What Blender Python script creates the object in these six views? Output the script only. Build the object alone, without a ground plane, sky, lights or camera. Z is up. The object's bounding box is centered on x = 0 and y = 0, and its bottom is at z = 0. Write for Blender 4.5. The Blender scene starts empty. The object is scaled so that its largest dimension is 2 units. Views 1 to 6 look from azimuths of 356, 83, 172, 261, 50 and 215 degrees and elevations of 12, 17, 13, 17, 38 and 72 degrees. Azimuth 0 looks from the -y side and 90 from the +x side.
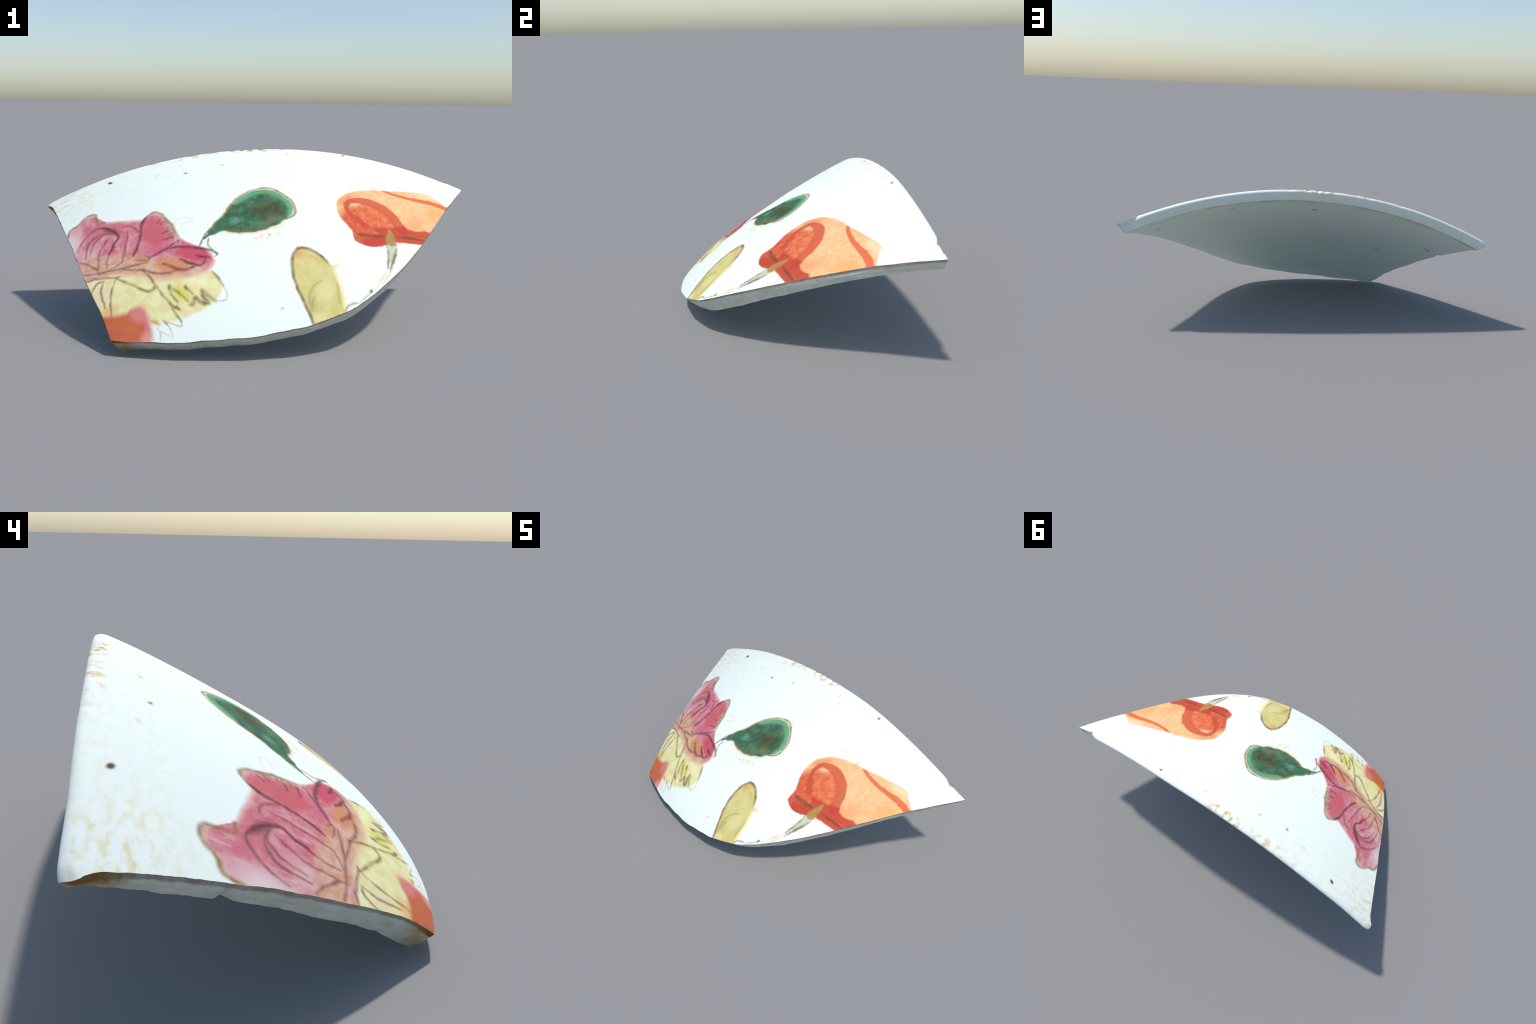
# Broken piece of a painted porcelain bowl: a wall sherd with a piece of the lip, lying on its
# lower corner.  The wall is a surface of revolution; everything is described in the bowl's own
# frame: y runs along the bowl's axis (towards the lip), z points from the axis up to the sherd,
# p = angle * ARC is the way round the bowl, h = y is the height up the wall.
import bpy, math, random
import numpy as np
from mathutils import Matrix, Vector

random.seed(7)
rng = np.random.default_rng(7)
ARC = 2.15

# ------------------------------------------------------------------ bowl frame in the world
AXIS = Vector((-0.0055, 0.98487, 0.17321)).normalized()
SIDE = (Vector((1, 0, 0)) - AXIS.x * AXIS).normalized()
UP = SIDE.cross(AXIS)
ORIGIN = Vector((0.0743, 0.0, -1.6970))

# ------------------------------------------------------------------ profile of the wall
WALL = (1.9833, 0.6092, -0.6397, 0.7644, -0.3873)        # outer radius against height


def radius(h):
    return sum(c * h ** i for i, c in enumerate(WALL))


def slope(h):
    return sum(i * c * h ** (i - 1) for i, c in enumerate(WALL) if i)


def thickness(h):                                        # along the wall's normal
    return np.interp(h, [-0.2, 0.0, 0.2, 0.5, 0.85], [0.084, 0.084, 0.073, 0.059, 0.053])


def inner_radius(h):
    return radius(h) - np.interp(h, [-0.13, -0.09, -0.06, 0.0, 0.1, 0.2, 0.35, 0.5, 0.7, 0.878],
                                 [0.109, 0.105, 0.0995, 0.098, 0.088, 0.078, 0.068, 0.061, 0.0565, 0.0590])




def lip_drop(phi):
    """The lip does not run quite level: it sinks towards both ends of the sherd."""
    return np.interp(phi, [-0.49, -0.45, -0.40, -0.33, -0.28, -0.20, -0.09, 0.0, 0.09, 0.14, 0.20, 0.28, 0.35, 0.42],
                     [-0.035, -0.0315, -0.0295, -0.0215, -0.0175, -0.0135, -0.0085, -0.0055, -0.0030, -0.0045, -0.0095, -0.0155, -0.0205, -0.0240])


def lip_out(phi):                                        # where the outer wall ends and the lip begins
    f = np.clip((np.asarray(phi) - 0.345) / 0.036, 0, 1)
    return (0.845 + lip_drop(phi)) * (1 - f) + 0.855 * f


def lip_in(phi):
    return 0.870 + lip_drop(phi)


LIP = [(0.845, 2.3052), (0.857, 2.3074), (0.869, 2.3080), (0.881, 2.3062), (0.8895, 2.3006), (0.8920, 2.2930),
       (0.8880, 2.2810), (0.8800, 2.2670), (0.8700, 2.2530)]


def catmull(pts, n):
    """n+1 points evenly spaced along a smooth curve through pts."""
    P = np.array(pts, float)
    Q = np.vstack([2 * P[0] - P[1], P, 2 * P[-1] - P[-2]])
    out = []
    for i in range(len(P) - 1):
        a, b, c, d = Q[i:i + 4]
        t = np.linspace(0, 1, 40, endpoint=False)[:, None]
        out.append(0.5 * (2 * b + (c - a) * t + (2 * a - 5 * b + 4 * c - d) * t ** 2 + (3 * b - a - 3 * c + d) * t ** 3))
    C = np.vstack(out + [P[-1:]])
    s = np.concatenate([[0], np.cumsum(np.linalg.norm(np.diff(C, axis=0), axis=1))])
    u = np.linspace(0, s[-1], n + 1)
    return np.stack([np.interp(u, s, C[:, k]) for k in range(C.shape[1])], 1)


def wobble(n, waves, amp, seed):
    r = np.random.default_rng(seed)
    t = np.linspace(0, 1, n)
    y = np.zeros(n)
    for w in waves:
        k = np.arange(max(4, int(w)) + 1)
        v = r.normal(size=len(k))
        y += np.interp(t * (len(k) - 1), k, v) / w ** 0.6
    y *= amp / (np.abs(y).max() + 1e-9)
    return y * np.minimum(1, 12 * np.minimum(t, 1 - t))


# ------------------------------------------------------------------ the two broken sides (angle, height)
BREAK_LEFT = [(-0.361, -0.089), (-0.3645, -0.052), (-0.369, -0.005), (-0.374, 0.034), (-0.3865, 0.112),
              (-0.395, 0.178), (-0.402, 0.230), (-0.4165, 0.345), (-0.4325, 0.487), (-0.4475, 0.605),
              (-0.4570, 0.680), (-0.4655, 0.742), (-0.4690, 0.775), (-0.4735, 0.795), (-0.4785, float(lip_out(-0.48)))]
BREAK_FOOT = [(-0.361, -0.089), (-0.327, -0.112), (-0.280, -0.133), (-0.250, -0.1455), (-0.212, -0.157),
              (-0.166, -0.166), (-0.120, -0.1705), (-0.072, -0.168), (-0.030, -0.161), (0.020, -0.147),
              (0.043, -0.135), (0.088, -0.106), (0.127, -0.070), (0.166, -0.012)]
BREAK_RIGHT = [(0.166, -0.012), (0.202, 0.060), (0.230, 0.128), (0.262, 0.226), (0.281, 0.291), (0.309, 0.400),
               (0.332, 0.495), (0.360, 0.617), (0.388, 0.732), (0.4155, float(lip_out(0.4155)))]
NU, NV, NL, NB = 340, 220, 24, 12


def coons(left, foot, right, lip):
    """Fill four border curves; result[j, i] with i along the lip, j from foot to lip."""
    u = np.linspace(0, 1, NU + 1)[None, :, None]
    v = np.linspace(0, 1, NV + 1)[:, None, None]
    a = (1 - u) * left[:, None] + u * right[:, None]
    b = (1 - v) * foot[None] + v * lip[None]
    c = (1 - u) * (1 - v) * foot[0] + u * (1 - v) * foot[-1] + (1 - u) * v * lip[0] + u * v * lip[-1]
    return a + b - c


left = catmull(BREAK_LEFT, NV)
foot = catmull(BREAK_FOOT, NU)
right = catmull(BREAK_RIGHT, NV)
left[:, 0] += wobble(NV + 1, (9, 22, 60, 130), 0.0016, 1)
foot[:, 1] += wobble(NU + 1, (12, 30, 80, 170), 0.0030, 2)
right[:, 0] += wobble(NV + 1, (9, 24, 60, 130), 0.0012, 3)
lip = np.linspace(left[-1, 0], right[-1, 0], NU + 1)
lip = np.stack([lip, lip_out(lip)], 1)
lip[0], lip[-1] = left[-1], right[-1]
outer = coons(left, foot, right, lip)


def inward(edge, seed, amp):
    """The same border on the inside of the wall: straight through along the wall's normal."""
    e = edge.copy()
    s = slope(edge[:, 1])
    e[:, 1] += thickness(edge[:, 1]) * s / np.sqrt(1 + s * s)
    e[:, 0] += wobble(len(e), (10, 26, 70), amp, seed)
    return e


i_left, i_foot, i_right = inward(left, 4, 0.0020), inward(foot, 5, 0.0015), inward(right, 6, 0.0016)
for e in (i_left, i_right):                               # reach up to the inner arris of the lip
    t = np.linspace(0, 1, len(e))
    e[:, 1] += (lip_in(e[-1, 0]) - e[-1, 1]) * np.clip((t - 0.8) / 0.2, 0, 1) ** 2
f = np.clip(1 - np.linspace(0, 1, NV + 1) / 0.06, 0, 1) ** 1.5          # the lowest corner is undercut
i_left += f[:, None] * (np.array([-0.353, -0.0560]) - i_left[0])
f = np.clip(1 - np.linspace(0, 1, NU + 1) / 0.10, 0, 1) ** 1.5
i_foot += f[:, None] * (np.array([-0.353, -0.0560]) - i_foot[0])
i_left[:, 0] += 0.0045 * np.clip((np.linspace(0, 1, NV + 1) - 0.93) / 0.07, 0, 1)
i_right[:, 0] -= 0.0075 * np.clip((np.linspace(0, 1, NV + 1) - 0.80) / 0.20, 0, 1)
x = (i_left[:, 1] - 0.534) / 0.014                        # small nick in the inner edge
i_left[:, 0] += 0.0060 * np.exp(-np.where(x < 0, x * 0.55, x * 2.2) ** 2)
i_lip = np.linspace(i_left[-1, 0], i_right[-1, 0], NU + 1)
i_lip = np.stack([i_lip, lip_in(i_lip)], 1)
i_lip[0], i_lip[-1] = i_left[-1], i_right[-1]
inner = coons(i_left, i_foot, i_right, i_lip)


def place(phi, h, r):
    return np.stack([r * np.sin(phi), h, r * np.cos(phi)], -1)


P_out = place(outer[..., 0], outer[..., 1], radius(outer[..., 1]))
uu, vv = np.meshgrid(np.linspace(0, 1, NU + 1), np.linspace(0, 1, NV + 1))
belly = np.sin(np.pi * uu) ** 0.6 * np.clip(np.sin(np.pi * vv), 0, 1) ** 0.6      # the wall is a little thicker away from its edges
belly = belly * (0.0066 + 0.0042 * np.exp(-((inner[..., 1] - 0.72) / 0.13) ** 2) * (1.25 - 0.5 * uu))
P_in = place(inner[..., 0], inner[..., 1], inner_radius(inner[..., 1]) - belly)

# lip: the rounded section swept along the top row, with worn dents, a flaked end and a rounded end
sec = catmull(LIP, NL)
t = np.linspace(0, 1, NL + 1)
P_lip = np.zeros((NL + 1, NU + 1, 3))
dents = [(-0.0495, 0.0035, 0.0060), (-0.0265, 0.0040, 0.0060), (-0.066, 0.004, 0.004), (-0.085, 0.005, 0.003),
         (-0.128, 0.006, 0.002), (0.018, 0.006, 0.002), (-0.25, 0.008, 0.002), (-0.172, 0.006, 0.0022)]
for i in range(NU + 1):
    ph = (1 - t) * lip[i, 0] + t * i_lip[i, 0]
    drop = float(lip_drop(lip[i, 0]))
    h = sec[:, 0] + drop + np.clip(1 - t / 0.2, 0, 1) * (lip[i, 1] - sec[0, 0] - drop) + t ** 4 * (i_lip[i, 1] - sec[-1, 0] - drop)
    a, b = radius(lip[i, 1]) - sec[0, 1], inner_radius(i_lip[i, 1]) - sec[-1, 1]
    r = sec[:, 1] + a * np.clip(1 - t / 0.25, 0.5, 1) * (1 - t) + b * t
    crest = np.exp(-((t - 0.30) / 0.22) ** 2)
    for at, wide, deep in dents:
        r -= deep * crest * math.exp(-((lip[i, 0] - at) / wide) ** 2)
        h -= 0.6 * deep * crest * math.exp(-((lip[i, 0] - at) / wide) ** 2)
    flake = float(np.clip((lip[i, 0] - 0.350) / 0.052, 0, 1))    # end of the lip flaked off behind its outer edge
    flake = flake * flake * (3 - 2 * flake)
    k = 3
    f = np.clip((t - t[k]) / (1 - t[k]), 0, 1)
    h[:k + 1] = np.maximum.accumulate(np.where(flake > 0, np.minimum(h[:k + 1], lip[i, 1] + 0.004 * np.arange(k + 1) / k), h[:k + 1])) if flake >= 1 else h[:k + 1]
    hs, rs = (1 - f) * h[k] + f * h[-1] - 0.008 * np.sin(np.pi * f), (1 - f) * r[k] + f * r[-1] - 0.003 * np.sin(np.pi * f)
    keep = np.where(t <= t[k], 1, 1 - flake)
    h = keep * h + (1 - keep) * hs
    r = keep * r + (1 - keep) * rs
    end = max(0.0, 1 - (lip[i, 0] - lip[0, 0]) / 0.012)
    h -= 0.006 * end ** 2 * np.sin(np.pi * t)
    r -= 0.006 * end ** 2 * np.sin(np.pi * np.clip(t * 1.6, 0, 1))
    ph = ph - 0.0085 * end ** 0.6 * np.sin(np.pi * t ** 0.75)
    P_lip[:, i] = place(ph, h, r)
P_lip[0], P_lip[-1] = P_out[-1], P_in[-1]

# one continuous sheet: outside (foot to lip), over the lip, inside (lip to foot)
sheet = np.concatenate([P_out, P_lip[1:-1], P_in[::-1]], 0)
ROW_LIP, ROW_IN = NV, NV + NL


def grid_normals(G, flip=False):
    du, dv = np.gradient(G, axis=1), np.gradient(G, axis=0)
    n = np.cross(du, dv)
    n /= np.linalg.norm(n, axis=-1, keepdims=True) + 1e-12
    return -n if flip else n


N_sheet = grid_normals(sheet)
if N_sheet[NV // 2, NU // 2, 2] < 0:
    N_sheet = -N_sheet


def fracture(out_edge, in_edge, lip_cap, outward, seed, bevel, flat):
    """Broken face between two edges; rows follow the edge, columns go through the wall."""
    w = np.linspace(0, 1, NB + 1)
    w = w ** 1.25
    G = out_edge[:, None] * (1 - w)[None, :, None] + in_edge[:, None] * w[None, :, None]
    n = len(out_edge)
    r = np.random.default_rng(seed)
    rough = np.zeros((n, NB + 1))
    for k, amp in ((14, 0.0014), (40, 0.0008), (110, 0.0004)):
        z = r.normal(size=(k + 2, 7))
        fi = np.linspace(0, k, n)
        col = np.stack([np.interp(fi, np.arange(k + 2), z[:, c]) for c in range(7)], 1)
        rough += amp * np.stack([np.interp(np.linspace(0, 6, NB + 1), np.arange(7), col[a]) for a in range(n)])
    body = np.clip(w / 0.16, 0, 1) * np.clip((1 - w) / 0.12, 0, 1)
    rough = rough * body[None] * flat + bevel[:, None] * (np.clip(w / 0.16, 0, 1) * np.clip((1 - w) / 0.5, 0, 1))[None]
    G = G + outward[:, None] * rough[..., None]
    if lip_cap is not None:                              # close the end of the lip
        m = np.linspace(0, 1, 7)[1:]
        base = G[-1]
        s = np.linspace(0, 1, NL + 1)
        cap = np.stack([np.interp(w, s, lip_cap[:, k]) for k in range(3)], 1)
        G = np.concatenate([G, base[None] * (1 - m)[:, None, None] + cap[None] * m[:, None, None]], 0)
    return G


def away(edge_pts, inside_pts):
    d = edge_pts - inside_pts
    return d / np.linalg.norm(d, axis=-1, keepdims=True)


hl = left[:, 1]
bev_l = 0.0040 + 0.0080 * np.clip((hl - 0.70) / 0.08, 0, 1) + wobble(NV + 1, (20, 60), 0.0015, 11)
G_left = fracture(P_out[:, 0], P_in[:, 0], P_lip[:, 0], away(P_out[:, 0], P_out[:, 3]), 21, bev_l, 1.0)
foot_right_out = np.concatenate([P_out[0], P_out[1:, -1]])
foot_right_in = np.concatenate([P_in[0], P_in[1:, -1]])
foot_right_dir = np.concatenate([away(P_out[0], P_out[3]), away(P_out[1:, -1], P_out[1:, -4])])
k0 = NU                                                   # blend directions where foot turns into right side
for k in range(-12, 13):
    f = (k + 12) / 24
    d = (1 - f) * foot_right_dir[k0 - 14] + f * foot_right_dir[k0 + 14]
    foot_right_dir[k0 + k] = d / np.linalg.norm(d)
G_right = fracture(foot_right_out, foot_right_in, P_lip[:, -1], foot_right_dir, 22,
                   0.0022 + wobble(NU + NV + 1, (30, 90), 0.0010, 12), 0.75)
shared = 0.5 * (G_left[0] + G_right[0])                   # the lower corner belongs to both breaks
G_left[0] = shared
G_right[0] = shared

# ------------------------------------------------------------------ rest on the ground
M = Matrix(((SIDE.x, AXIS.x, UP.x, ORIGIN.x), (SIDE.y, AXIS.y, UP.y, ORIGIN.y),
            (SIDE.z, AXIS.z, UP.z, ORIGIN.z), (0, 0, 0, 1)))
Mn = np.array(M)
allp = np.concatenate([g.reshape(-1, 3) for g in (sheet, G_left, G_right)])
wp = allp @ Mn[:3, :3].T + Mn[:3, 3]
M.translation = M.translation - Vector((0, 0, float(wp[:, 2].min())))
print('bbox', wp.min(0), wp.max(0))

# ================================================================== materials
LIT = (1.04, 1.07, 1.12)                                  # how far full light lifts a colour in the pictures


BRIGHT = (1.20, 1.24, 1.30)                               # ... and on the side turned to the sun


def paint(r, g, b, lit=LIT):
    f = lambda c: ((c / 255 + 0.055) / 1.055) ** 2.4 if c > 10 else c / 255 / 12.92
    return tuple(min(0.95, f(c) / l) for c, l in zip((r, g, b), lit)) + (1,)


def brush_segment():
    """Node group: distance from a place to one straight piece of a brush stroke."""
    old = bpy.data.node_groups.get('brush segment')
    if old:
        return old
    t = bpy.data.node_groups.new('brush segment', 'ShaderNodeTree')
    for name, kind in (('Place', 'Vector'), ('Start', 'Vector'), ('Run', 'Vector'), ('Scale', 'Vector'), ('Width', 'Float'),
                       ('Widening', 'Float'), ('Nearest', 'Float')):
        t.interface.new_socket(name, in_out='INPUT', socket_type='NodeSocket' + kind)
    t.interface.new_socket('Distance', in_out='OUTPUT', socket_type='NodeSocketFloat')
    i = t.nodes.new('NodeGroupInput')

    def add(kind, op, *links):
        n = t.nodes.new(kind)
        if op:
            n.operation = op
        for name, src in links:
            t.links.new(src, n.inputs[name])
        return n

    away = add('ShaderNodeVectorMath', 'SUBTRACT', (0, i.outputs['Place']), (1, i.outputs['Start']))
    q = add('ShaderNodeVectorMath', 'DOT_PRODUCT', (0, away.outputs['Vector']), (1, i.outputs['Scale']))
    q = add('ShaderNodeClamp', None, (0, q.outputs['Value']))
    foot = add('ShaderNodeVectorMath', 'SCALE', (0, i.outputs['Run']), ('Scale', q.outputs[0]))
    d = add('ShaderNodeVectorMath', 'DISTANCE', (0, away.outputs['Vector']), (1, foot.outputs['Vector']))
    w = add('ShaderNodeMath', 'MULTIPLY_ADD', (0, q.outputs[0]), (1, i.outputs['Widening']), (2, i.outputs['Width']))
    d = add('ShaderNodeMath', 'SUBTRACT', (0, d.outputs['Value']), (1, w.outputs[0]))
    d = add('ShaderNodeMath', 'MINIMUM', (0, d.outputs[0]), (1, i.outputs['Nearest']))
    o = t.nodes.new('NodeGroupOutput')
    t.links.new(d.outputs[0], o.inputs[0])
    return t


def brush(points, thin=0.0):
    """A hand's stroke through the points: corners rounded, ends thinned; third number = extra half width."""
    P = [tuple(q) + (0.0,) * (3 - len(q)) for q in points]
    out = [P[0]]
    for a, b, c in zip(P[:-2], P[1:-1], P[2:]):
        u, v = np.subtract(b, a)[:2], np.subtract(c, b)[:2]
        turn = abs(math.atan2(u[0] * v[1] - u[1] * v[0], u @ v))
        if turn > 0.35:
            cut = 0.28
            out += [tuple(np.add(b, np.multiply(cut, np.subtract(a, b)))), tuple(np.add(b, np.multiply(cut, np.subtract(c, b))))]
        else:
            out.append(b)
    out.append(P[-1])
    if thin:
        out[0] = out[0][:2] + (out[0][2] - thin,)
        out[-1] = out[-1][:2] + (out[-1][2] - thin,)
    return out


class Nodes:
    def __init__(self, name):
        self.mat = bpy.data.materials.new(name)
        self.mat.use_nodes = True
        self.t = self.mat.node_tree
        self.t.nodes.clear()

    def new(self, kind, **props):
        n = self.t.nodes.new(kind)
        for k, v in props.items():
            setattr(n, k, v)
        return n

    def put(self, sock, v):
        if isinstance(v, bpy.types.NodeSocket):
            self.t.links.new(v, sock)
        else:
            sock.default_value = v

    wear = None
    area = (-9, 9, -9, 9)                                 # part of the wall (p, h) this material is used on

    def near(self, pts, reach):
        a = np.array([q[:2] for q in pts])
        lo, hi = a.min(0) - reach, a.max(0) + reach
        return lo[0] < self.area[1] and hi[0] > self.area[0] and lo[1] < self.area[3] and hi[1] > self.area[2]

    def math(self, op, a, b=None, c=None):
        n = self.new('ShaderNodeMath', operation=op)
        for i, v in enumerate((a, b, c)):
            if v is not None:
                self.put(n.inputs[i], v)
        return n.outputs[0]

    def vec(self, op, a, b=None, c=None, scale=None):
        n = self.new('ShaderNodeVectorMath', operation=op)
        for i, v in enumerate((a, b, c)):
            if v is not None:
                self.put(n.inputs[i], v)
        if scale is not None:
            self.put(n.inputs['Scale'], scale)
        return n.outputs['Value'] if op in ('DOT_PRODUCT', 'DISTANCE', 'LENGTH') else n.outputs['Vector']

    def clamp(self, v):
        n = self.new('ShaderNodeClamp')
        self.put(n.inputs[0], v)
        return n.outputs[0]

    def ramp(self, v, a, b, lo=0.0, hi=1.0):
        n = self.new('ShaderNodeMapRange', interpolation_type='SMOOTHSTEP', clamp=False)
        for i, s in enumerate((v, a, b, lo, hi)):
            self.put(n.inputs[i], s)
        return n.outputs[0]

    def noise(self, v, scale, detail=2.0, rough=0.55, stretch=None):
        if stretch is not None:
            v = self.vec('MULTIPLY', v, stretch)
        n = self.new('ShaderNodeTexNoise')
        self.put(n.inputs['Vector'], v)
        self.put(n.inputs['Scale'], scale)
        self.put(n.inputs['Detail'], detail)
        self.put(n.inputs['Roughness'], rough)
        return n

    def mix(self, f, a, b):
        n = self.new('ShaderNodeMix', data_type='RGBA')
        self.put(n.inputs[0], f)
        self.put(n.inputs[6], a)
        self.put(n.inputs[7], b)
        return n.outputs[2]

    def frame(self):
        """(p, h, 0): the way round the bowl and up its wall."""
        co = self.new('ShaderNodeTexCoord').outputs['Object']
        s = self.new('ShaderNodeSeparateXYZ')
        self.put(s.inputs[0], co)
        self.x, self.h, self.z = s.outputs
        self.p = self.math('MULTIPLY', self.math('ARCTAN2', self.x, self.z), ARC)
        c = self.new('ShaderNodeCombineXYZ')
        self.put(c.inputs[0], self.p)
        self.put(c.inputs[1], self.h)
        self.flat = c.outputs[0]
        self.co = co
        # height against the lip, which sinks towards the ends
        q = self.math('SUBTRACT', self.p, 0.15)
        self.lip = self.math('MULTIPLY_ADD', self.math('MULTIPLY', q, q), 0.023, self.h)

    def shake(self, scale, amount):
        n = self.noise(self.flat, scale, 2.0)
        d = self.vec('SUBTRACT', n.outputs['Color'], (0.5, 0.5, 0.5))
        d = self.vec('MULTIPLY', d, (amount, amount, 0.0))
        return self.vec('ADD', self.flat, d)

    def line(self, v, strokes):
        """Distance to the nearest of some brush strokes, each a run of points."""
        best = None
        for s in strokes:
            for (ax, ay, ar), (bx, by, br) in zip(s[:-1], s[1:]):
                dx, dy = bx - ax, by - ay
                l2 = dx * dx + dy * dy
                g = self.new('ShaderNodeGroup', node_tree=brush_segment())
                for name, val in (('Place', v), ('Start', (ax, ay, 0)), ('Run', (dx, dy, 0)), ('Scale', (dx / l2, dy / l2, 0)),
                                  ('Width', ar), ('Widening', br - ar), ('Nearest', 9.0 if best is None else best)):
                    self.put(g.inputs[name], val)
                best = g.outputs[0]
        return best

    def blob(self, v, at, size, turn=0.0, hard=0.0):
        n = self.new('ShaderNodeMapping', vector_type='TEXTURE')
        self.put(n.inputs['Vector'], v)
        n.inputs['Location'].default_value = (at[0], at[1], 0)
        n.inputs['Rotation'].default_value = (0, 0, math.radians(turn))
        n.inputs['Scale'].default_value = (size[0], size[1], 1)
        return self.ramp(self.vec('LENGTH', n.outputs[0]), hard, 1.0, 1.0, 0.0)

    def shape(self, v, outline, soft, grow=0.0):
        """Soft-edged filled outline, star-shaped about its middle."""
        O = np.array(outline)
        a = O
        b = np.roll(O, -1, 0)
        cr = a[:, 0] * b[:, 1] - b[:, 0] * a[:, 1]
        c = ((a + b) * cr[:, None]).sum(0) / (3 * cr.sum())
        ts = np.linspace(-math.pi, math.pi, 73)
        rs = []
        for th in ts:
            d = np.array([math.cos(th), math.sin(th)])
            far = 0.0
            for k in range(len(O)):
                e = b[k] - a[k]
                den = d[0] * e[1] - d[1] * e[0]
                if abs(den) < 1e-12:
                    continue
                q = a[k] - c
                s = (q[0] * e[1] - q[1] * e[0]) / den
                m = (q[0] * d[1] - q[1] * d[0]) / den
                if s > 0 and -1e-6 <= m <= 1 + 1e-6:
                    far = max(far, s)
            rs.append(far)
        top = max(rs) * 1.05
        w = self.vec('SUBTRACT', v, (c[0], c[1], 0))
        s = self.new('ShaderNodeSeparateXYZ')
        self.put(s.inputs[0], w)
        th = self.math('ARCTAN2', s.outputs[1], s.outputs[0])
        th = self.math('MULTIPLY_ADD', th, 0.5 / math.pi, 0.5)
        fc = self.new('ShaderNodeFloatCurve')
        cu = fc.mapping.curves[0]
        pts = [((k / 72), r / top) for k, r in enumerate(rs)]
        cu.points[0].location = pts[0]
        cu.points[1].location = pts[-1]
        for q in pts[1:-1]:
            cu.points.new(*q)
        for q in cu.points:
            q.handle_type = 'VECTOR'
        fc.mapping.update()
        self.put(fc.inputs['Value'], th)
        r = self.math('MULTIPLY', fc.outputs[0], top)
        d = self.math('SUBTRACT', r, self.vec('LENGTH', w))
        return self.ramp(d, -soft - grow, soft - grow)

    def stroke(self, colour, v, strokes, half, soft, ink, strength=1.0, thin=0.45):
        strokes = [brush(s, thin * half) for s in strokes]
        strokes = [g for s in strokes for g in zip(s[:-1], s[1:]) if self.near(g, half + soft + 0.012)]
        if not strokes:
            return colour
        d = self.line(v, strokes)
        m = self.ramp(d, half - soft, half + soft, strength, 0.0)
        if self.wear is None:
            n = self.noise(self.flat, 24.0, 2.0).outputs[0]
            self.wear = self.ramp(n, 0.32, 0.62, 0.60, 1.0)
        return self.mix(self.math('MULTIPLY', m, self.wear) if half < 0.0095 else m, colour, ink)

    def finish(self, colour, rough=0.35, spec=0.3, bump=None, coat=0.0):
        b = self.new('ShaderNodeBsdfPrincipled')
        self.put(b.inputs['Base Color'], colour)
        self.put(b.inputs['Roughness'], rough)
        self.put(b.inputs['Specular IOR Level'], spec)
        if bump is not None:
            k = self.new('ShaderNodeBump')
            k.inputs['Distance'].default_value = 0.002
            k.inputs['Strength'].default_value = 0.35
            self.put(k.inputs['Height'], bump)
            self.put(b.inputs['Normal'], k.outputs[0])
        o = self.new('ShaderNodeOutputMaterial')
        self.t.links.new(b.outputs[0], o.inputs[0])
        return self.mat


WHITE = (0.805, 0.878, 0.792, 1)
WHITE_COOL = (0.798, 0.866, 0.815, 1)
OCHRE = paint(214, 184, 108)
STAIN = paint(222, 216, 172)
SPECK = paint(96, 80, 52)
GLAZE_ROUGH, GLAZE_SPEC = 0.65, 0.06


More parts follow.
